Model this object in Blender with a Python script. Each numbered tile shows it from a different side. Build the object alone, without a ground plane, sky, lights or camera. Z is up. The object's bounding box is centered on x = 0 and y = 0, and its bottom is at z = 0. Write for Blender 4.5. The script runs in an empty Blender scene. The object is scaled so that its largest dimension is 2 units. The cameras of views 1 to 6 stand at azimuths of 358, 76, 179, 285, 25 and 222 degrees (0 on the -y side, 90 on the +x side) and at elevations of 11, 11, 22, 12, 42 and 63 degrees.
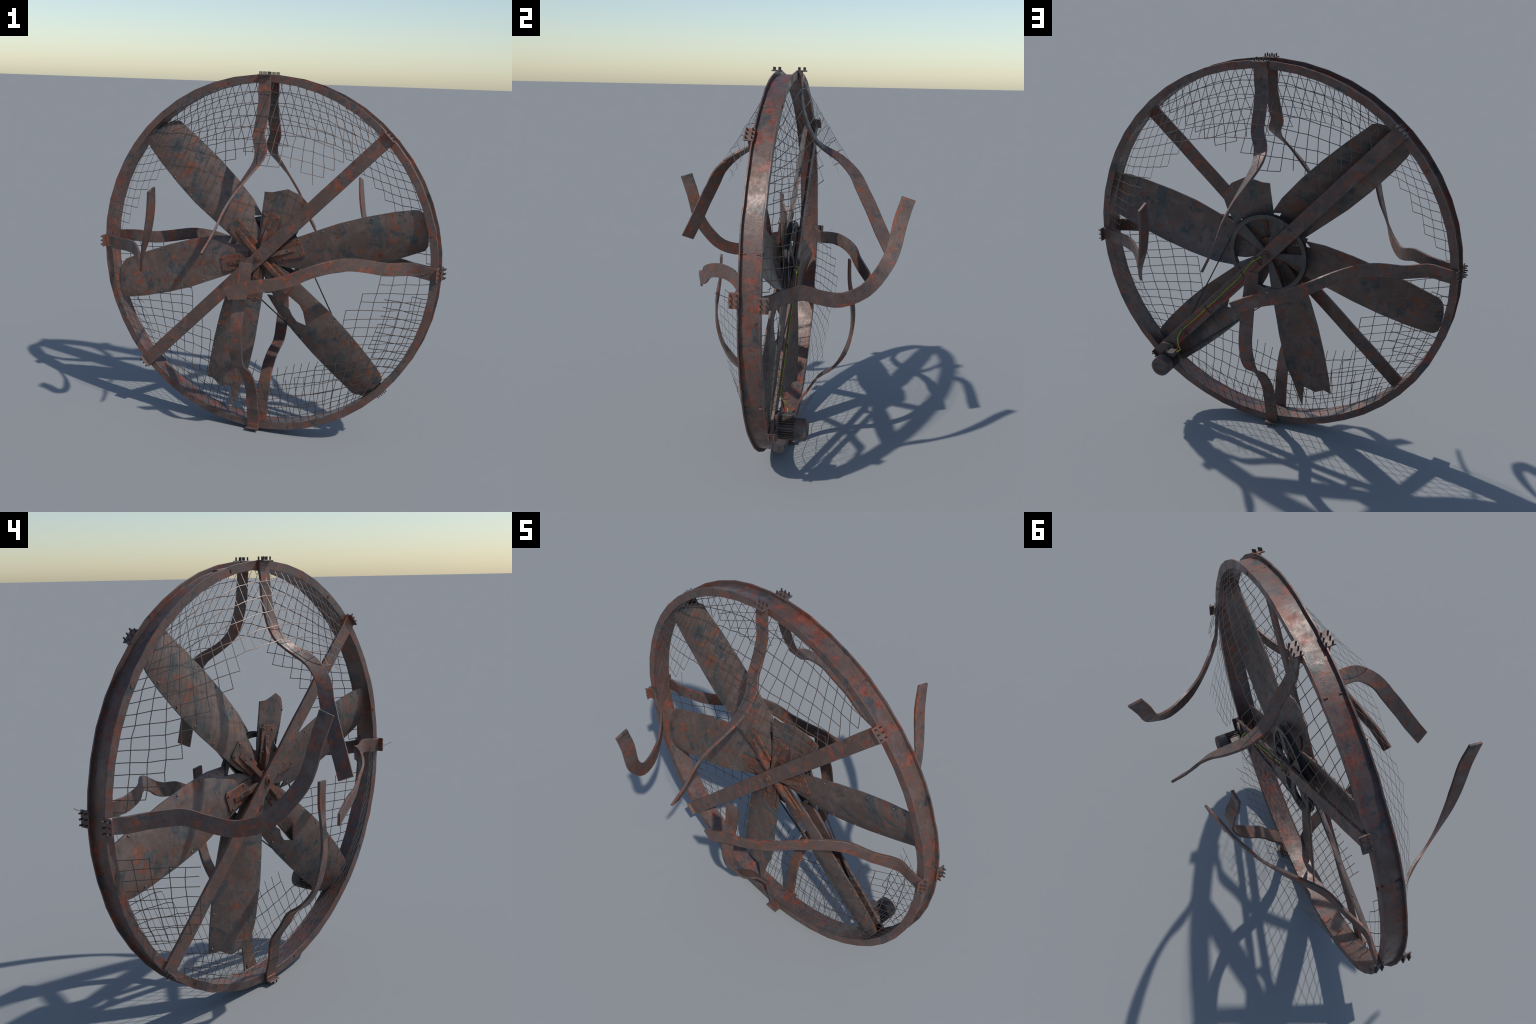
import bpy, bmesh, math, random
from mathutils import Vector, Matrix

random.seed(7)
RING_YAW = math.radians(-24.15)      # the wheel stands upright, turned about z
CZ = 1.0                             # height of the wheel centre
R_OUT, R_IN, R_WEB, HALF = 0.984, 0.945, 0.965, 0.051   # H-section rim: flange radii, web radius, half width
SEG = 50                             # the rim is a 50-sided polygon

# ------------------------------------------------------------------ helpers
root = bpy.data.objects.new("wrecked_fan", None)
bpy.context.scene.collection.objects.link(root)
root.rotation_euler = (0, 0, RING_YAW)
root["label"] = "rusty wrecked round fan with bent straps and torn mesh"
root["category"] = "industrial fan"


def link(name, mesh, parent=None, mat=None, smooth=None):
    ob = bpy.data.objects.new(name, mesh)
    bpy.context.scene.collection.objects.link(ob)
    ob.parent = parent or root
    if mat and not mesh.materials:
        mesh.materials.append(mat)
    if smooth is not None:
        for p in mesh.polygons:
            p.use_smooth = True
        mesh.set_sharp_from_angle(angle=math.radians(smooth))
    return ob


def mesh_from(bm, name):
    me = bpy.data.meshes.new(name)
    bmesh.ops.recalc_face_normals(bm, faces=bm.faces[:])
    bm.to_mesh(me)
    bm.free()
    return me


def bm_box(bm, c, d, mat=None):
    m = Matrix.Translation(Vector(c)) @ Matrix.Diagonal((d[0], d[1], d[2], 1))
    r = bmesh.ops.create_cube(bm, size=1.0, matrix=m)
    if mat:
        bmesh.ops.transform(bm, matrix=mat, verts=r["verts"])
    return r["verts"]


def bevel_all(bm, w, seg=1):
    es = [e for e in bm.edges if len(e.link_faces) == 2 and e.calc_face_angle(0) > 0.6]
    bmesh.ops.bevel(bm, geom=es, offset=w, segments=seg, affect='EDGES', clamp_overlap=True)


def bm_cyl(bm, a, b, r1, r2=None, n=12, caps=True):
    a, b = Vector(a), Vector(b)
    d = b - a
    q = d.to_track_quat('Z', 'Y').to_matrix().to_4x4()
    m = Matrix.Translation((a + b) / 2) @ q
    return bmesh.ops.create_cone(bm, cap_ends=caps, segments=n, radius1=r1,
                                 radius2=r1 if r2 is None else r2, depth=d.length, matrix=m)["verts"]


def lerp_table(t, table):
    for (a, va), (b, vb) in zip(table, table[1:]):
        if t <= b:
            return va + (vb - va) * max(0.0, (t - a) / (b - a))
    return table[-1][1]


def catmull(pts, n):
    """smooth curve through control points, n samples per span"""
    P = [Vector(p) for p in pts]
    out = []
    for i in range(len(P) - 1):
        p0, p1, p2, p3 = P[max(i - 1, 0)], P[i], P[i + 1], P[min(i + 2, len(P) - 1)]
        for k in range(n):
            f = k / n
            out.append(0.5 * ((2 * p1) + (p2 - p0) * f + (2 * p0 - 5 * p1 + 4 * p2 - p3) * f * f
                              + (-p0 + 3 * p1 - 3 * p2 + p3) * f ** 3))
    out.append(P[-1])
    return out


def tube(bm, pts, r, n=5):
    """round wire through pts"""
    pts = [Vector(p) for p in pts]
    rings = []
    up = Vector((0.31, 0.87, 0.38))
    for i, p in enumerate(pts):
        t = (pts[min(i + 1, len(pts) - 1)] - pts[max(i - 1, 0)]).normalized()
        a = t.cross(up).normalized()
        b = t.cross(a)
        rings.append([bm.verts.new(p + (a * math.cos(2 * math.pi * k / n) + b * math.sin(2 * math.pi * k / n)) * r)
                      for k in range(n)])
    for ra, rb in zip(rings, rings[1:]):
        for k in range(n):
            bm.faces.new((ra[k], ra[(k + 1) % n], rb[(k + 1) % n], rb[k]))
    bm.faces.new(rings[0][::-1])
    bm.faces.new(rings[-1])


# ---------------------------------------------------------------- materials
def rust(name, pink, red, dark, scale=1.0, red_amt=0.5, dark_amt=0.5, rough=0.5, metal=0.3, bump=0.25,
         brown=(0.10, 0.066, 0.052), aniso=(1, 1, 1)):
    m = bpy.data.materials.new(name)
    m.use_nodes = True
    nt = m.node_tree
    N, L = nt.nodes, nt.links
    bs = N["Principled BSDF"]
    tc = N.new("ShaderNodeTexCoord")
    oi = N.new("ShaderNodeObjectInfo")
    mul = N.new("ShaderNodeVectorMath"); mul.operation = 'MULTIPLY'
    mul.inputs[1].default_value = aniso
    L.new(tc.outputs["Object"], mul.inputs[0])
    off = N.new("ShaderNodeMath"); off.operation = 'MULTIPLY'; off.inputs[1].default_value = 37.0
    L.new(oi.outputs["Random"], off.inputs[0])
    add = N.new("ShaderNodeVectorMath"); add.operation = 'ADD'
    L.new(mul.outputs[0], add.inputs[0])
    L.new(off.outputs[0], add.inputs[1])

    def noise(sc, det, ro, dist=0.0):
        n = N.new("ShaderNodeTexNoise")
        n.inputs["Scale"].default_value = sc * scale
        n.inputs["Detail"].default_value = det
        n.inputs["Roughness"].default_value = ro
        n.inputs["Distortion"].default_value = dist
        L.new(add.outputs[0], n.inputs["Vector"])
        return n.outputs["Fac"]

    def ramp(fac, lo, hi, a=(0, 0, 0, 1), b=(1, 1, 1, 1)):
        r = N.new("ShaderNodeValToRGB")
        r.color_ramp.elements[0].position = lo
        r.color_ramp.elements[1].position = hi
        r.color_ramp.elements[0].color = a
        r.color_ramp.elements[1].color = b
        L.new(fac, r.inputs[0])
        return r.outputs[0]

    def mix(f, a, b):
        x = N.new("ShaderNodeMix"); x.data_type = 'RGBA'
        if f is not None:
            L.new(f, x.inputs[0])
        for s, v in ((x.inputs[6], a), (x.inputs[7], b)):
            if isinstance(v, tuple):
                s.default_value = v
            else:
                L.new(v, s)
        return x.outputs[2]

    def c4(c, k=1.0):
        return (c[0] * k, c[1] * k, c[2] * k, 1)

    def cover(amt, soft):        # threshold pair that lets about this share of a noise field through
        t = 0.5 + (0.5 - amt) * 0.30
        return t - soft, t + soft

    base = ramp(noise(11, 8, 0.7), 0.34, 0.66, c4(pink, 0.68), c4(pink, 1.22))
    # brown stains
    bm_ = ramp(noise(7, 9, 0.72, 0.4), *cover(0.42, 0.05))
    base = mix(bm_, base, c4(brown))
    # red rust: broad fields broken up by fine grain
    redm = ramp(noise(12, 10, 0.74, 0.5), *cover(red_amt, 0.035))
    redc = ramp(noise(26, 8, 0.72), 0.34, 0.66, c4(red, 0.55), c4(red, 1.3))
    # dark mill scale with ragged edges
    darkm = ramp(noise(9, 10, 0.76, 0.3), *cover(dark_amt, 0.03))
    darkc = ramp(noise(22, 8, 0.7), 0.34, 0.66, c4(dark, 0.6), c4(dark, 1.4))
    c = mix(redm, base, redc)
    c = mix(darkm, c, darkc)
    # small freckles of bright orange, black and bare grey
    for sc_, col_, lo_, am_ in ((44, c4(red, 1.15), 0.61, 0.75), (62, c4(dark, 0.55), 0.60, 0.6),
                                (52, c4((0.16, 0.135, 0.12)), 0.66, 0.45)):
        fr = ramp(noise(sc_, 6, 0.72), lo_, lo_ + 0.05)
        fm = N.new("ShaderNodeMath"); fm.operation = 'MULTIPLY'; fm.inputs[1].default_value = am_
        L.new(fr, fm.inputs[0])
        c = mix(fm.outputs[0], c, col_)
    L.new(c, bs.inputs["Base Color"])
    rr = ramp(noise(14, 8, 0.7), 0.36, 0.64, (rough - 0.14,) * 3 + (1,), (rough + 0.2,) * 3 + (1,))
    L.new(rr, bs.inputs["Roughness"])
    mr = ramp(redm, 0.0, 1.0, (metal,) * 3 + (1,), (metal * 0.4,) * 3 + (1,))
    L.new(mr, bs.inputs["Metallic"])
    bs.inputs["Specular IOR Level"].default_value = 0.5
    bp = N.new("ShaderNodeBump")
    bp.inputs["Strength"].default_value = bump
    bp.inputs["Distance"].default_value = 0.006
    L.new(noise(38, 8, 0.7), bp.inputs["Height"])
    L.new(bp.outputs[0], bs.inputs["Normal"])
    return m


def plain(name, col, rough=0.5, metal=0.0):
    m = bpy.data.materials.new(name)
    m.use_nodes = True
    nt = m.node_tree
    bs = nt.nodes["Principled BSDF"]
    n = nt.nodes.new("ShaderNodeTexNoise")
    n.inputs["Scale"].default_value = 40
    n.inputs["Detail"].default_value = 5
    tc = nt.nodes.new("ShaderNodeTexCoord")
    nt.links.new(tc.outputs["Object"], n.inputs["Vector"])
    r = nt.nodes.new("ShaderNodeValToRGB")
    r.color_ramp.elements[0].position = 0.3
    r.color_ramp.elements[1].position = 0.7
    r.color_ramp.elements[0].color = tuple(c * 0.65 for c in col) + (1,)
    r.color_ramp.elements[1].color = tuple(c * 1.25 for c in col) + (1,)
    nt.links.new(n.outputs["Fac"], r.inputs[0])
    nt.links.new(r.outputs[0], bs.inputs["Base Color"])
    bs.inputs["Roughness"].default_value = rough
    bs.inputs["Metallic"].default_value = metal
    return m


PINK = (0.118, 0.080, 0.071)
RED = (0.205, 0.060, 0.032)
DARK = (0.050, 0.055, 0.057)
M_RIM = rust("rim_rust", PINK, (0.182, 0.054, 0.034), DARK, 1.15, 0.38, 0.27, 0.40, 0.15, brown=(0.100, 0.060, 0.048))
M_STRAP = rust("strap_rust", PINK, RED, DARK, 1.3, 0.33, 0.22, 0.48, 0.15, brown=(0.100, 0.062, 0.050))
M_BLADE = rust("blade_rust", (0.132, 0.092, 0.080), (0.190, 0.060, 0.030), (0.055, 0.061, 0.063), 1.0, 0.27, 0.33, 0.44,
               0.2, brown=(0.108, 0.072, 0.057))
M_HUB = rust("hub_rust", (0.110, 0.070, 0.058), (0.165, 0.052, 0.026), (0.045, 0.046, 0.046), 1.7, 0.50, 0.20, 0.6, 0.2)
M_PULLEY = rust("pulley_iron", (0.100, 0.088, 0.084), (0.125, 0.068, 0.056), (0.062, 0.060, 0.060), 1.5, 0.25, 0.25,
                0.55, 0.2, brown=(0.085, 0.07, 0.064))
M_MOTOR = rust("motor_iron", (0.092, 0.080, 0.076), (0.17, 0.070, 0.045), (0.045, 0.052, 0.062), 2.0, 0.34, 0.30, 0.5,
               0.2, brown=(0.075, 0.06, 0.052))
M_WIRE = plain("wire_steel", (0.105, 0.078, 0.064), 0.4, 0.5)
M_STUD = plain("stud_steel", (0.060, 0.042, 0.036), 0.5, 0.2)
M_RIVET = plain("rivet_steel", (0.17, 0.145, 0.125), 0.32, 0.6)
M_RUBBER = plain("belt_rubber", (0.018, 0.018, 0.019), 0.65)
M_BLACK = plain("dark_recess", (0.02, 0.018, 0.017), 0.7)
M_YELLOW = plain("cable_yellow_green", (0.22, 0.28, 0.012), 0.55)
M_REDCABLE = plain("cable_red", (0.30, 0.012, 0.022), 0.45)


def polar(th, r, y=0.0):
    a = math.radians(th)
    return Vector((r * math.cos(a), y, CZ + r * math.sin(a)))


# ---------------------------------------------------------------- rim of H section
def build_rim():
    t = 0.006
    ta, h = 0.007, HALF
    w0, w1 = R_IN + 0.0015, R_WEB
    prof = [(-h, R_OUT), (-h, R_IN), (-h + ta, R_IN), (-h + ta, w0), (h - ta, w0), (h - ta, R_IN), (h, R_IN),
            (h, R_OUT), (h - ta, R_OUT), (h - ta, w1), (-h + ta, w1), (-h + ta, R_OUT)]
    bm = bmesh.new()
    rows = []
    rnd = random.Random(3)
    sub = 2
    for i in range(SEG * sub):
        th = 360.0 / SEG / sub * i
        k = 1.0 if i % sub == 0 else math.cos(math.pi / SEG)
        row = []
        for (y, r) in prof:
            row.append(bm.verts.new(polar(th, r * k, y)))
        rows.append(row)
    n = len(prof)
    for i in range(len(rows)):
        a, b = rows[i], rows[(i + 1) % len(rows)]
        for k in range(n):
            bm.faces.new((a[k], a[(k + 1) % n], b[(k + 1) % n], b[k]))
    # slight dents of the flange edges
    for i, row in enumerate(rows):
        d = 0.0012 * math.sin(i * 0.9) + rnd.uniform(-0.0012, 0.0012)
        for k in (0, 11, 7, 8):
            row[k].co.y += d
    bmesh.ops.recalc_face_normals(bm, faces=bm.faces[:])
    bevel_all(bm, 0.0012)
    return link("rim", mesh_from(bm, "rim"), mat=M_RIM, smooth=32)


rim = build_rim()


def build_bolt_mesh():
    bm = bmesh.new()
    bm_cyl(bm, (0, -0.003, 0), (0, 0.002, 0), 0.0075, n=12)
    bm_cyl(bm, (0, 0, 0), (0, 0.028, 0), 0.0048, n=8)
    bm_cyl(bm, (0, 0.0075, 0), (0, 0.013, 0), 0.0085, n=6)
    return mesh_from(bm, "flange_bolt")


bolt_me = build_bolt_mesh()
for k in range(8):
    for s in (-1, 1):
        ob = link("flange_bolt", bolt_me, parent=rim, mat=M_HUB)
        ob.location = polar(12.6 + 45 * k, 0.963, s * HALF)
        if s > 0:
            ob.rotation_euler = (0, 0, math.pi)

# everything of one guard side (beam, straps, clamps, mesh) is turned half round z for the other side
SIDES = (("front", 0.0), ("back", math.pi))

# ---------------------------------------------------------------- clamps
STRAP_W, STRAP_T = 0.068, 0.012


def clamp_plate_mesh():
    bm = bmesh.new()
    bm_box(bm, (0, -0.0635, 0.9815), (0.071, 0.046, 0.007))
    # shoulder that ties strap end, flange and plate together
    bm_box(bm, (0, -0.0585, 0.970), (0.067, 0.0136, 0.020))
    bevel_all(bm, 0.0015)
    return mesh_from(bm, "clamp_plate")


def stud_mesh():
    bm = bmesh.new()
    bm_cyl(bm, (0, 0, -0.002), (0, 0, 0.0150), 0.0038, n=10)
    return mesh_from(bm, "stud")


clamp_me, stud_me = clamp_plate_mesh(), stud_mesh()


def add_clamp(th, yaw, dz=0.0):
    ob = link("clamp_plate", clamp_me, mat=M_STRAP)
    ob.matrix_local = (Matrix.Translation((0, 0, CZ + dz)) if True else None)
    ob.matrix_local = Matrix.Rotation(yaw, 4, 'Z') @ Matrix.Translation((0, 0, CZ + dz)) \
        @ Matrix.Rotation(math.radians(90 - th), 4, 'Y')
    for ix in (-1, 0, 1):
        for iy in (-1, 1):
            s = link("stud", stud_me, parent=ob, mat=M_STUD)
            s.location = (ix * 0.0235, -0.0635 + iy * 0.0135, 0.9850)
            s.rotation_euler = (0, 0, random.random())


# ---------------------------------------------------------------- bent straps
# each strap: centre line (x, y, z about the wheel centre) and width direction
STRAPS = {
    "top": ([(0, -.058, .985), (0, -.0585, .945), (0, -.063, .905), (.003, -.066, .834), (0, -.089, .743),
             (.003, -.127, .660), (.039, -.176, .601), (.063, -.264, .546), (.038, -.344, .472),
             (-.005, -.393, .391), (-.043, -.444, .301), (-.069, -.497, .194), (-.107, -.557, .088)],
            [(1, 0, 0), (1, 0, 0), (1, .03, 0), (1, -.02, 0), (1, -.04, .02), (.98, .02, .22), (.95, .15, .29),
             (.92, -.23, .32), (.73, -.65, .22), (.52, -.82, .25), (.49, -.83, .28), (.43, -.84, .32),
             (.41, -.85, .33)]),
    "right": ([(.985, -.058, .015), (.945, -.0585, .016), (.905, -.056, .022), (.838, -.052, .028),
               (.727, -.095, .022), (.622, -.140, .036), (.549, -.202, .045), (.471, -.268, .034),
               (.387, -.323, .006), (.301, -.358, -.035), (.208, -.395, -.064), (.105, -.428, -.082),
               (-.010, -.457, -.126)],
              [(0, 0, -1), (0, 0, -1), (0, 0, -1), (.01, -.06, -1), (-.04, .01, -1), (-.07, -.08, -.99),
               (-.02, .04, -1), (.08, .22, -.97), (.14, .40, -.90), (.22, .29, -.93), (.17, .24, -.96),
               (.23, .16, -.96), (.30, .24, -.92)]),
    "left": ([(-.985, -.058, 0), (-.945, -.0585, -.001), (-.90, -.080, -.004), (-.82, -.112, -.001),
              (-.76, -.152, .002), (-.701, -.197, .000), (-.634, -.269, -.033), (-.575, -.355, -.051),
              (-.509, -.452, -.019), (-.458, -.521, .057), (-.409, -.571, .154), (-.376, -.597, .285),
              (-.355, -.631, .402)],
             [(0, 0, -1), (0, 0, -1), (.02, 0, -1), (-.05, 0, -1), (-.1, .02, -.99), (-.12, .06, -.99),
              (-.16, .07, -.98), (.08, 0, -.99), (.20, -.42, -.88), (.06, -.80, -.59), (-.06, -.96, -.29),
              (-.08, -.96, -.24), (.01, -.94, -.34)]),
    "bottom": ([(0, -.058, -.985), (0, -.0585, -.945), (.002, -.076, -.875), (-.001, -.092, -.769),
                (.005, -.142, -.689), (-.002, -.195, -.610), (-.009, -.272, -.554), (-.002, -.330, -.468),
                (.004, -.359, -.365), (.015, -.364, -.267), (.021, -.353, -.170), (.033, -.338, -.086),
                (.042, -.334, .023)],
               [(1, 0, 0), (1, 0, 0), (1, -.06, -.01), (1, -.07, -.04), (1, -.06, -.03), (.99, -.12, -.02),
                (1, -.06, -.07), (.98, .16, .01), (.99, .16, -.05), (.96, .27, -.08), (.94, .31, -.14),
                (.97, .21, -.13), (.98, .17, -.07)]),
}


def build_strap(ctr, wid, key):
    n = 3
    C = catmull(ctr, n)
    W = catmull(wid, n)
    rnd = random.Random(key)
    bm = bmesh.new()
    cols = 3
    rings = []
    for i, (c, w) in enumerate(zip(C, W)):
        t = (C[min(i + 1, len(C) - 1)] - C[max(i - 1, 0)]).normalized()
        w = (w - t * w.dot(t)).normalized()
        nrm = t.cross(w).normalized()
        c = c + Vector((0, 0, CZ))
        j = rnd.uniform(-1, 1) * 0.0012 if i > 3 else 0
        ring = []
        for s in (-1, 1):
            for k in range(cols + 1):
                u = (k / cols - 0.5) * s * -1
                ring.append(bm.verts.new(c + w * (u * (STRAP_W + j)) + nrm * (s * STRAP_T / 2)))
        rings.append(ring)
    m = len(rings[0])
    for a, b in zip(rings, rings[1:]):
        for k in range(m):
            bm.faces.new((a[k], a[(k + 1) % m], b[(k + 1) % m], b[k]))
    for r, rev in ((rings[0], False), (rings[-1], True)):
        for k in range(cols):
            q = [r[k], r[k + 1], r[m - 2 - k], r[m - 1 - k]]
            bm.faces.new(q if rev else q[::-1])
    bmesh.ops.recalc_face_normals(bm, faces=bm.faces[:])
    es = [e for e in bm.edges if len(e.link_faces) == 2 and e.calc_face_angle(0) > 1.0]
    bmesh.ops.bevel(bm, geom=es, offset=0.001, segments=1, affect='EDGES')
    return mesh_from(bm, "bent_strap")


strap_meshes = {k: build_strap(*v, k) for k, v in STRAPS.items()}

# ---------------------------------------------------------------- straight support beams
BEAM_W, BEAM_T = 0.074, 0.014


def build_beam():
    bm = bmesh.new()
    y = -0.0600
    half = 0.983
    for s in (0,):
        nseg = 24
        rings = []
        for i in range(nseg + 1):
            x = -half + 2 * half * i / nseg
            dy = 0.0012 * math.sin(i * 1.7) * (1 if 2 < i < nseg - 2 else 0)
            rings.append([bm.verts.new((x, y + a * BEAM_T / 2 + dy, b * BEAM_W / 2))
                          for a, b in ((-1, -1), (1, -1), (1, 1), (-1, 1))])
        for a, b in zip(rings, rings[1:]):
            for k in range(4):
                bm.faces.new((a[k], a[(k + 1) % 4], b[(k + 1) % 4], b[k]))
        bm.faces.new(rings[0])
        bm.faces.new(rings[-1][::-1])
    bmesh.ops.recalc_face_normals(bm, faces=bm.faces[:])
    bevel_all(bm, 0.0012)
    me = mesh_from(bm, "support_beam")
    return me


beam_me = build_beam()


def hub_nut_mesh():
    bm = bmesh.new()
    bm_cyl(bm, (0, -0.066, 0), (0, -0.0715, 0), 0.0245, 0.0225, n=28)
    bm_cyl(bm, (0, -0.070, 0), (0, -0.081, 0), 0.0120, 0.0110, n=20)
    return mesh_from(bm, "axle_nut")


nut_me = hub_nut_mesh()
beams = {}
for side, yaw in SIDES:
    Y = Matrix.Rotation(yaw, 4, 'Z')
    for k in ("top", "right", "left", "bottom"):
        ob = link("bent_strap", strap_meshes[k], mat=M_STRAP, smooth=28 if side == "front" else None)
        ob.matrix_local = Y
    b = link("support_beam", beam_me, mat=M_STRAP)
    b.matrix_local = Y @ Matrix.Translation((0, 0, CZ)) @ Matrix.Rotation(math.radians(-45), 4, 'Y')
    beams[side] = b
    nt_ob = link("axle_nut", nut_me, parent=b, mat=M_HUB, smooth=35)
    for th, dz in ((90, 0), (0, .015), (180, 0), (270, 0), (45, 0), (225, 0)):
        add_clamp(th, yaw, dz)


# ---------------------------------------------------------------- torn wire mesh
GM = 15           # outermost wire index; the square net was drawn into the round rim, so its wires are bowed
# bowed net: position of crossing (k, m) as a polynomial in u = k/15, v = m/15 (powers of u, then of v)
UPPER_X = [[-.066, .1555, -.3072, .3602, -.1455], [.9342, -.3756, .2165, -.0511], [.2791, -.6948, .3945],
           [.2101, -.2814], [.0266]]
UPPER_Z = [[.0911, .4942, .6852, -.5775, .2031], [.1311, -.5045, .6606, -.284], [-.0933, -.2528, .0508],
           [-.0426, .036], [.0861]]
LEFT_X = [[-.3934, .6272, .1193, .0245], [-.7185, 1.1998, -.1366], [-2.0387, .5875], [-.8253]]
LEFT_Z = [[.0051, .0888, -.4843, -.0754], [.6141, -.8968, -.4257], [1.1118, -.3205], [.5156]]
RIGHT_X = [[.0841, .4713, .7824, .7181, .3017], [.729, -.4624, -.4941, -.1936], [-.0779, .1994, -.2121],
           [.3333, -.1312], [-.1709]]
RIGHT_Z = [[-.1064, .9496, .2787, .174, .08], [.5533, -.3518, -1.0114, -.0159], [-1.0241, -.4164, .8995],
           [.7819, .5768], [-.1976]]


def poly(c, k, m):
    u, v = k / GM, m / GM
    return sum(a * u ** i * v ** j for i, row in enumerate(c) for j, a in enumerate(row))


def grid_pos(k, m):
    """where the wires of column k and row m cross, seen from the front (x, z about the centre)"""
    if m > 0.5:
        return poly(UPPER_X, k, m), poly(UPPER_Z, k, m)
    if k < -10.5 and m > -12.5:
        return poly(LEFT_X, k, m), poly(LEFT_Z, k, m)
    a = abs(k)
    x = poly(RIGHT_X, a, m) - poly(RIGHT_X, 0, m) * max(0.0, 1 - a / 5)
    return (x if k >= 0 else -x), poly(RIGHT_Z, a, m)


SLOPE = [(-180, .63), (-140, .61), (-115, .52), (-75, .51), (-65, .48), (-55, .46), (-5, .50), (35, .42), (55, .46), (75, .63),
         (180, .63)]


def mesh_point(k, m, wob=True):
    x, z = grid_pos(k, m)
    r = math.hypot(x, z)
    th = math.degrees(math.atan2(z, x))
    y = -0.046 - (lerp_table(th, SLOPE) + 0.025) * max(0.0, R_IN - r)
    if wob:
        rr = random.Random(int(k * 131 + m * 7177 + 99999))
        q = 0.0028
        x += rr.uniform(-q, q); z += rr.uniform(-q, q); y += rr.uniform(-q, q) * 1.2
    return Vector((x, y, CZ + z)), r


# rows that survive: row index -> column ranges still attached
ROWS = {15: [(-15, 14)], 14: [(-15, 13)], 13: [(-15, 11)], 12: [(-15, 11)], 11: [(-15, 10)],
        10: [(-15, -7), (0, 9)], 9: [(-15, -8), (2, 4), (6, 8)], 8: [(-15, -10)], 7: [(-15, -11)],
        6: [(-15, -12)], 5: [(-15, -12)], 4: [(-15, -13)], 3: [(-15, -13)], 2: [(-15, -14)], 1: [(-15, -15)],
        0: [(12, 15)], -1: [(12, 15)], -2: [(11, 15)],
        -3: [(-15, -14), (11, 15)], -4: [(-15, -12), (10, 15)], -5: [(-15, -12), (10, 15)],
        -6: [(-15, -12), (10, 15)], -7: [(-15, -11), (10, 15)], -8: [(-15, -11), (10, 15)],
        -9: [(-15, -11), (9, 15)], -10: [(-15, -11), (8, 15)], -11: [(-15, -12), (6, 15)],
        -12: [(-15, -13), (-8, 15)], -13: [(-11, 15)], -14: [(-12, 15)], -15: [(-13, 15)]}
# loose ends: (k, m, dk, dm) wire runs on from a crossing
STUBS = [(7, 9, 0, -.9), (5, 10, 0, -.8), (-12, -4, .9, 0), (-12, -5, .9, 0), (-12, -6, .9, 0), (12, 14, 0, -1.5),
         (0, 15, .3, .4)]
STUBS += [(k, -12, 0, 1.0) for k in (1, 2, 3, 4, 5)] + [(k, -12, 0, .9 - .05 * (k % 3)) for k in range(-8, 0)]
alive = {(k, m) for m, rs in ROWS.items() for a, b in rs for k in range(a, b + 1)}
WIRE_W, WIRE_T = 0.0018, 0.0004


def inside(k, m):
    return mesh_point(k, m, False)[1] < R_IN - 0.004


def run_to_rim(k, m, dk, dm):
    """last piece of a wire, straight on from crossing (k, m) to the rim; None where the rim is far"""
    a = mesh_point(k - dk, m - dm, False)[0]
    b = mesh_point(k, m, False)[0]
    d = Vector((b.x - a.x, 0, b.z - a.z))
    lo, hi = 0.0, 2.2
    for _ in range(24):
        mid = (lo + hi) / 2
        p = b + d * mid
        if math.hypot(p.x, p.z - CZ) < R_IN + 0.005:
            lo = mid
        else:
            hi = mid
    if lo > 1.9:
        return None
    p = b + d * lo
    p.y = -0.043
    return p


def flat_wire(bm, pts):
    """wire rolled flat in the plane of the net"""
    n = 6
    rings = []
    for i, p in enumerate(pts):
        t = (pts[min(i + 1, len(pts) - 1)] - pts[max(i - 1, 0)]).normalized()
        rad = Vector((p.x, 0, p.z - CZ)).normalized()
        th = math.degrees(math.atan2(p.z - CZ, p.x))
        nr = (rad * lerp_table(th, SLOPE) + Vector((0, -1, 0))).normalized()
        nr = (nr - t * nr.dot(t)).normalized()
        sd = t.cross(nr)
        rings.append([bm.verts.new(p + sd * (WIRE_W * math.cos(2 * math.pi * k / n))
                                   + nr * (WIRE_T * math.sin(2 * math.pi * k / n))) for k in range(n)])
    for ra, rb in zip(rings, rings[1:]):
        for k in range(n):
            bm.faces.new((ra[k], ra[(k + 1) % n], rb[(k + 1) % n], rb[k]))
    bm.faces.new(rings[0][::-1])
    bm.faces.new(rings[-1])


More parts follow.
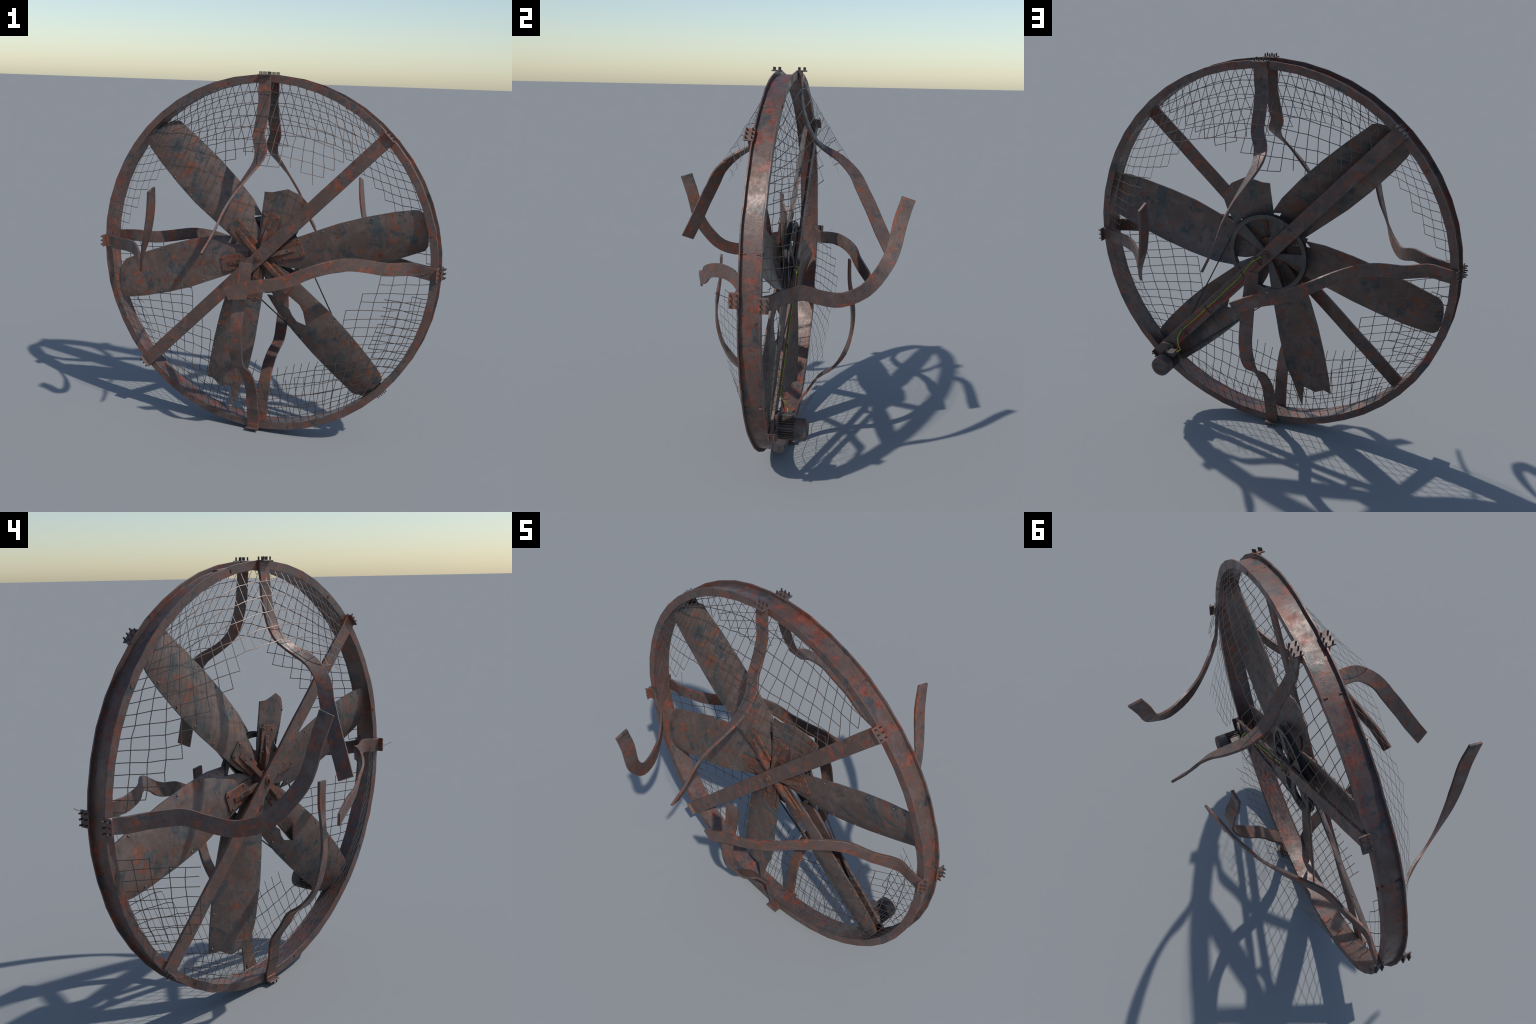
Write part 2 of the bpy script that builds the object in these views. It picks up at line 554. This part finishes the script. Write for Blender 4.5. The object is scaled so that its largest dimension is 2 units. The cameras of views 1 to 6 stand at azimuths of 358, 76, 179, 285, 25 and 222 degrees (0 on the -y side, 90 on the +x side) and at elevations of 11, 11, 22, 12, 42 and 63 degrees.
def build_wires():
    wires = []
    used = {n for n in alive if inside(*n)}

    def split(line):
        runs, cur = [], []
        for n in line:
            if n in used:
                cur.append(n)
            elif cur:
                runs.append(cur); cur = []
        if cur:
            runs.append(cur)
        return runs
    for m in range(-GM, GM + 1):
        for run in split([(k, m) for k in range(-GM, GM + 1)]):
            pts = [mesh_point(*n)[0] for n in run]
            if not inside(run[0][0] - 1, m) or run[0][0] == -GM:
                p = run_to_rim(run[0][0], m, -1, 0)
                if p: pts.insert(0, p)
            if not inside(run[-1][0] + 1, m) or run[-1][0] == GM:
                p = run_to_rim(run[-1][0], m, 1, 0)
                if p: pts.append(p)
            wires.append(pts)
    for k in range(-GM, GM + 1):
        for run in split([(k, m) for m in range(-GM, GM + 1)]):
            pts = [mesh_point(*n)[0] + Vector((0, 0.0016, 0)) for n in run]
            if not inside(k, run[0][1] - 1) or run[0][1] == -GM:
                p = run_to_rim(k, run[0][1], 0, -1)
                if p: pts.insert(0, p)
            if not inside(k, run[-1][1] + 1) or run[-1][1] == GM:
                p = run_to_rim(k, run[-1][1], 0, 1)
                if p: pts.append(p)
            wires.append(pts)
    for (k, m, dk, dm) in STUBS:
        a = mesh_point(k, m)[0]
        b = mesh_point(k + dk, m + dm)[0]
        wires.append([a, b])
    wires.append([Vector((.905, -.104, 1.006)), Vector((.964, -.151, 1.040))])
    out = []
    for pts in wires:
        if len(pts) < 2:
            continue
        bm = bmesh.new()
        flat_wire(bm, pts)
        out.append(mesh_from(bm, "guard_wire"))
    return out


for me in build_wires():
    for side, yaw in SIDES:
        ob = link("guard_wire", me, mat=M_WIRE, smooth=60 if side == "front" else None)
        ob.matrix_local = Matrix.Rotation(yaw, 4, 'Z')

# ---------------------------------------------------------------- fan blades
BLADE_AXIS = 17.35
E_PLUS = [(.040, .018), (.085, .030), (.167, .054), (.325, .070), (.482, .085), (.637, .087), (.789, .080), (.890, .068)]
E_MINUS = [(.885, -.155), (.730, -.170), (.574, -.179), (.420, -.180), (.268, -.170), (.167, -.147), (.198, -.115),
           (.120, -.090), (.055, -.055), (.038, -.020)]
E_MINUS_LINE = [(.085, -.125), (.167, -.147), (.268, -.170), (.420, -.180), (.574, -.179), (.730, -.170), (.885, -.155)]
TIP = [(.918, .060), (.935, .043), (.940, 0), (.934, -.055), (.920, -.110), (.906, -.137)]
TEAR_SHORT = [(.352, .074), (.362, .031), (.403, -.049), (.388, -.122), (.345, -.175)]
TEAR_LONG = [(.678, .086), (.737, .072), (.910, .052), (.790, .013), (.820, -.054), (.800, -.115), (.812, -.160)]
HOLE = [(.262, -.035), (.338, -.022), (.379, -.034), (.445, -.082), (.392, -.114), (.347, -.108), (.316, -.094),
        (.278, -.100)]
BL_T = 0.007


def edge_at(edge, a):
    e = sorted(edge)
    return lerp_table(min(max(a, e[0][0]), e[-1][0]), e)


def blade_y(lat, along=0.17):
    """pitched and bellied towards the front between its two edges"""
    hi, lo = edge_at(E_PLUS, along), edge_at(E_MINUS_LINE, along)
    u = (lat - (hi + lo) / 2) / max(0.05, (hi - lo) / 2)
    return -0.006 - 0.217 * lat - CAMBER * max(0.0, 1 - u * u)


CAMBER = 0.018


def blade_outline(kind):
    if kind == "short":
        return [p for p in E_PLUS if p[0] < .34] + TEAR_SHORT + [p for p in E_MINUS if p[0] < .33]
    if kind == "long":
        return [p for p in E_PLUS if p[0] < .66] + TEAR_LONG + [p for p in E_MINUS if p[0] < .78]
    return E_PLUS + TIP + E_MINUS


def build_blade(kind):
    out = blade_outline(kind)
    bm = bmesh.new()
    vs = [bm.verts.new((a, 0, l)) for a, l in out]
    es = [bm.edges.new((vs[i], vs[(i + 1) % len(vs)])) for i in range(len(vs))]
    if kind == "holed":
        hv = [bm.verts.new((a, 0, l)) for a, l in HOLE]
        es += [bm.edges.new((hv[i], hv[(i + 1) % len(hv)])) for i in range(len(hv))]
    bmesh.ops.triangle_fill(bm, use_beauty=True, use_dissolve=False, edges=es)
    # cut into strips so that the sheet can curve
    for k in range(1, 12):
        bmesh.ops.bisect_plane(bm, geom=bm.verts[:] + bm.edges[:] + bm.faces[:], plane_co=(0, 0, -0.18 + k * 0.0235),
                               plane_no=(0, 0, 1))
    for k in range(1, 13):
        bmesh.ops.bisect_plane(bm, geom=bm.verts[:] + bm.edges[:] + bm.faces[:], plane_co=(k * 0.074, 0, 0),
                               plane_no=(1, 0, 0))
    rnd = random.Random(kind)
    ph = rnd.uniform(0, 6)
    for v in bm.verts:
        a, l = v.co.x, v.co.z
        v.co.y = blade_y(l, a) + 0.0018 * math.sin(a * 13 + ph) * math.cos(l * 21 + ph)
    r = bmesh.ops.extrude_face_region(bm, geom=bm.faces[:])
    for g in r["geom"]:
        if isinstance(g, bmesh.types.BMVert):
            g.co.y += BL_T
    bmesh.ops.recalc_face_normals(bm, faces=bm.faces[:])
    return mesh_from(bm, "fan_blade")


blade_me = {k: build_blade(k) for k in ("whole", "short", "long", "holed")}


def rivet_mesh():
    bm = bmesh.new()
    bmesh.ops.create_uvsphere(bm, u_segments=10, v_segments=6, radius=0.0050,
                              matrix=Matrix.Diagonal((1, 0.75, 1, 1)))
    return mesh_from(bm, "rivet")


rivet_me = rivet_mesh()
hub_rivet_me = rivet_mesh()


def paddle_mesh():
    bm = bmesh.new()
    pts = [(.070, .030), (.235, .043), (.249, .034), (.250, -.042), (.236, -.053), (.070, -.042)]
    vs = [bm.verts.new((a, blade_y(l) - 0.0005, l)) for a, l in pts]
    f = bm.faces.new(vs)
    r = bmesh.ops.extrude_face_region(bm, geom=[f])
    for g in r["geom"]:
        if isinstance(g, bmesh.types.BMVert):
            g.co.y -= 0.008
    bmesh.ops.recalc_face_normals(bm, faces=bm.faces[:])
    bevel_all(bm, 0.0012)
    return mesh_from(bm, "blade_paddle")


def stiffener_mesh():
    bm = bmesh.new()
    lw = 0.0125
    sec = [(.020, -.050), (.120, -.047), (.150, -.036), (.205, -.030)]
    rings = []
    for a, top in sec:
        bot = -0.006
        rings.append([bm.verts.new((a, top, -lw)), bm.verts.new((a, top, lw)), bm.verts.new((a, bot, lw)),
                      bm.verts.new((a, bot, -lw))])
    for p, q in zip(rings, rings[1:]):
        for k in range(4):
            bm.faces.new((p[k], p[(k + 1) % 4], q[(k + 1) % 4], q[k]))
    bm.faces.new(rings[0]); bm.faces.new(rings[-1][::-1])
    bmesh.ops.recalc_face_normals(bm, faces=bm.faces[:])
    bevel_all(bm, 0.0012)
    return mesh_from(bm, "stiffener_bar")


paddle_me, stiff_me = paddle_mesh(), stiffener_mesh()
KINDS = ["whole", "short", "whole", "whole", "long", "holed"]
RIV_PLUS = [(.235, .047), (.385, .060), (.53, .071), (.67, .071), (.82, .060)]
RIV_MINUS = [(.335, -.160), (.48, -.167), (.63, -.166), (.79, -.152), (.225, -.140)]
for i, kind in enumerate(KINDS):
    bl = link("fan_blade", blade_me[kind], mat=M_BLADE, smooth=30 if i in (0, 1, 4, 5) else None)
    bl.matrix_local = Matrix.Translation((0, 0, CZ)) @ Matrix.Rotation(-math.radians(BLADE_AXIS + 60 * i), 4, 'Y')
    lim = {"short": .36, "long": .80}.get(kind, 2)
    for (a, l) in RIV_PLUS + RIV_MINUS:
        if a < lim and not (kind == "long" and a > .66 and l > 0):
            r = link("rivet", rivet_me, parent=bl, mat=M_RIVET, smooth=40 if i == 0 else None)
            r.location = (a, blade_y(l, a) - 0.001, l)
    pd = link("blade_paddle", paddle_me, parent=bl, mat=M_HUB)
    for (a, l) in ((.232, .030), (.235, -.037), (.125, .020), (.125, -.033)):
        r = link("rivet", hub_rivet_me, parent=bl, mat=M_HUB)
        r.location = (a, blade_y(l) - 0.0095, l)
    sb = link("stiffener_bar", stiff_me, parent=bl, mat=M_HUB)
    r = link("rivet", hub_rivet_me, parent=bl, mat=M_HUB)
    r.location = (.168, -0.0345, 0)

# ---------------------------------------------------------------- hub and axle
bm = bmesh.new()
bm_cyl(bm, (0, -0.046, CZ), (0, 0.030, CZ), 0.046, n=32)
bm_cyl(bm, (0, 0.000, CZ), (0, 0.018, CZ), 0.082, n=36)
bm_cyl(bm, (0, -0.066, CZ), (0, 0.066, CZ), 0.014, n=16)
hub = link("hub", mesh_from(bm, "hub"), mat=M_HUB, smooth=35)

# ---------------------------------------------------------------- belt pulley (behind the blades)
PUL_R, PY0, PY1 = 0.213, 0.020, 0.050


def build_pulley():
    bm = bmesh.new()
    prof = [(PUL_R - .022, PY0), (PUL_R, PY0), (PUL_R - .010, (PY0 + PY1) / 2), (PUL_R, PY1), (PUL_R - .022, PY1)]
    n = 64
    rows = [[bm.verts.new(polar(360 * i / n, r, y)) for r, y in prof] for i in range(n)]
    m = len(prof)
    for i in range(n):
        a, b = rows[i], rows[(i + 1) % n]
        for k in range(m):
            bm.faces.new((a[k], a[(k + 1) % m], b[(k + 1) % m], b[k]))
    bm_cyl(bm, (0, PY0, CZ), (0, PY1 + .002, CZ), 0.034, n=24)
    return mesh_from(bm, "pulley")


pulley = link("pulley", build_pulley(), mat=M_PULLEY, smooth=30)


def spoke_mesh():
    bm = bmesh.new()
    a = [(0.028, 0.012), (PUL_R - .020, 0.034)]
    vs = [bm.verts.new((r, y, s * w)) for (r, w) in a for y in (0.036, 0.047) for s in (-1, 1)]
    for q in ((0, 1, 5, 4), (2, 3, 7, 6), (0, 2, 6, 4), (1, 3, 7, 5), (0, 1, 3, 2), (4, 5, 7, 6)):
        bm.faces.new([vs[k] for k in q])
    bmesh.ops.recalc_face_normals(bm, faces=bm.faces[:])
    bevel_all(bm, 0.002)
    return mesh_from(bm, "spoke")


sp_me = spoke_mesh()
for k in range(5):
    s = link("spoke", sp_me, parent=pulley, mat=M_PULLEY)
    s.matrix_local = Matrix.Translation((0, 0, CZ)) @ Matrix.Rotation(-math.radians(40 + 72 * k), 4, 'Y')

# ---------------------------------------------------------------- motor at the foot of the back beam
MX, MZ = 0.596, 0.317


def build_motor():
    bm = bmesh.new()
    bm_cyl(bm, (MX, 0.074, MZ), (MX, 0.160, MZ), 0.041, n=36)
    bm_cyl(bm, (MX, 0.070, MZ), (MX, 0.084, MZ), 0.0525, n=36)
    bm_cyl(bm, (MX, 0.022, MZ), (MX, 0.075, MZ), 0.012, n=16)
    # mounting foot against the beam
    bm_box(bm, (MX + 0.020, 0.075, MZ + 0.055), (0.075, 0.014, 0.05), None)
    bevel_all(bm, 0.0015)
    return mesh_from(bm, "motor")


motor = link("motor", build_motor(), mat=M_MOTOR, smooth=35)


def cap_mesh():
    bm = bmesh.new()
    prof = [(.0, .214), (.030, .214), (.032, .2175), (.042, .2175), (.052, .211), (.0535, .203), (.0535, .162),
            (.050, .157), (.0, .157)]
    n = 40
    rows = [[bm.verts.new((MX + r * math.cos(2 * math.pi * i / n), y, MZ + r * math.sin(2 * math.pi * i / n)))
             for r, y in prof] for i in range(n)]
    for i in range(n):
        a, b = rows[i], rows[(i + 1) % n]
        for k in range(len(prof) - 1):
            bm.faces.new((a[k], a[k + 1], b[k + 1], b[k]))
    bmesh.ops.remove_doubles(bm, verts=bm.verts[:], dist=1e-5)
    return mesh_from(bm, "end_cap")


link("end_cap", cap_mesh(), parent=motor, mat=M_MOTOR, smooth=35)
bm = bmesh.new()
bm_box(bm, (0, 0.121, 0.0465), (0.0032, 0.078, 0.014))
fin_me = mesh_from(bm, "cooling_fin")
for k in range(26):
    f = link("cooling_fin", fin_me, parent=motor, mat=M_MOTOR)
    f.matrix_local = Matrix.Translation((MX, 0, MZ)) @ Matrix.Rotation(2 * math.pi * k / 26, 4, 'Y')
bm = bmesh.new()
bm_box(bm, (MX - 0.030, 0.118, MZ + 0.050), (0.040, 0.060, 0.024), None)
bevel_all(bm, 0.002)
link("terminal_box", mesh_from(bm, "terminal_box"), parent=motor, mat=M_MOTOR)
bm = bmesh.new()
bm_cyl(bm, (MX, 0.026, MZ), (MX, 0.049, MZ), 0.021, n=24)
link("drive_wheel", mesh_from(bm, "drive_wheel"), parent=motor, mat=M_PULLEY, smooth=35)


def build_belt():
    """open loop: tangent from the small wheel round the pulley"""
    c1, r1 = Vector((0, 0, CZ)), PUL_R + 0.002
    c2, r2 = Vector((MX, 0, MZ)), 0.0215
    d = (c2 - c1)
    base = math.atan2(d.z, d.x)
    ang = math.acos((r1 - r2) / d.length)
    pts = []
    y = (PY0 + PY1) / 2
    n = 60
    for i in range(n + 1):
        a = base + ang + (2 * math.pi - 2 * ang) * i / n
        pts.append(Vector((c1.x + r1 * math.cos(a), y, c1.z + r1 * math.sin(a))))
    for i in range(16):
        a = base - ang + 2 * ang * i / 15
        pts.append(Vector((c2.x + r2 * math.cos(a), y, c2.z + r2 * math.sin(a))))
    bm = bmesh.new()
    rows = []
    m = len(pts)
    for i, p in enumerate(pts):
        t = (pts[(i + 1) % m] - pts[i - 1]).normalized()
        nr = Vector((-t.z, 0, t.x))
        rows.append([bm.verts.new(p + nr * a * 0.0024 + Vector((0, b * 0.0035, 0)))
                     for a, b in ((-1, -1), (1, -1), (1, 1), (-1, 1))])
    for i in range(m):
        a, b = rows[i], rows[(i + 1) % m]
        for k in range(4):
            bm.faces.new((a[k], a[(k + 1) % 4], b[(k + 1) % 4], b[k]))
    return mesh_from(bm, "drive_belt")


link("drive_belt", build_belt(), mat=M_RUBBER)

# ---------------------------------------------------------------- cables on the back beam
YEL = [(.020, .082, .998), (.050, .076, .976), (.084, .072, .950), (.157, .072, .857), (.232, .072, .781), (.296, .072, .712),
       (.357, .072, .653), (.427, .072, .581), (.512, .073, .501), (.544, .078, .453), (.536, .100, .419),
       (.522, .108, .386), (.556, .115, .366)]
REDC = [(.026, .074, .972), (.117, .072, .867), (.218, .072, .757), (.297, .072, .689), (.362, .072, .638),
        (.445, .072, .547), (.506, .074, .475), (.534, .088, .415), (.548, .105, .370)]
for nm, pts, mat in (("cable", YEL, M_YELLOW), ("cable", REDC, M_REDCABLE)):
    bm = bmesh.new()
    tube(bm, catmull(pts, 5), 0.0036, 8)
    link(nm, mesh_from(bm, nm), mat=mat, smooth=60)
bm = bmesh.new()
tube(bm, [(0, 0.0, 0.026), (0, 0.0095, 0.018), (0, 0.0095, -0.018), (0, 0.0, -0.026)], 0.0022, 6)
clip_me = mesh_from(bm, "cable_clip")
for (x, z) in ((.045, .965), (.128, .872), (.355, .645), (.505, .488)):
    c = link("cable_clip", clip_me, mat=M_BLACK)
    c.matrix_local = Matrix.Translation((x, 0.067, z)) @ Matrix.Rotation(math.radians(45), 4, 'Y')
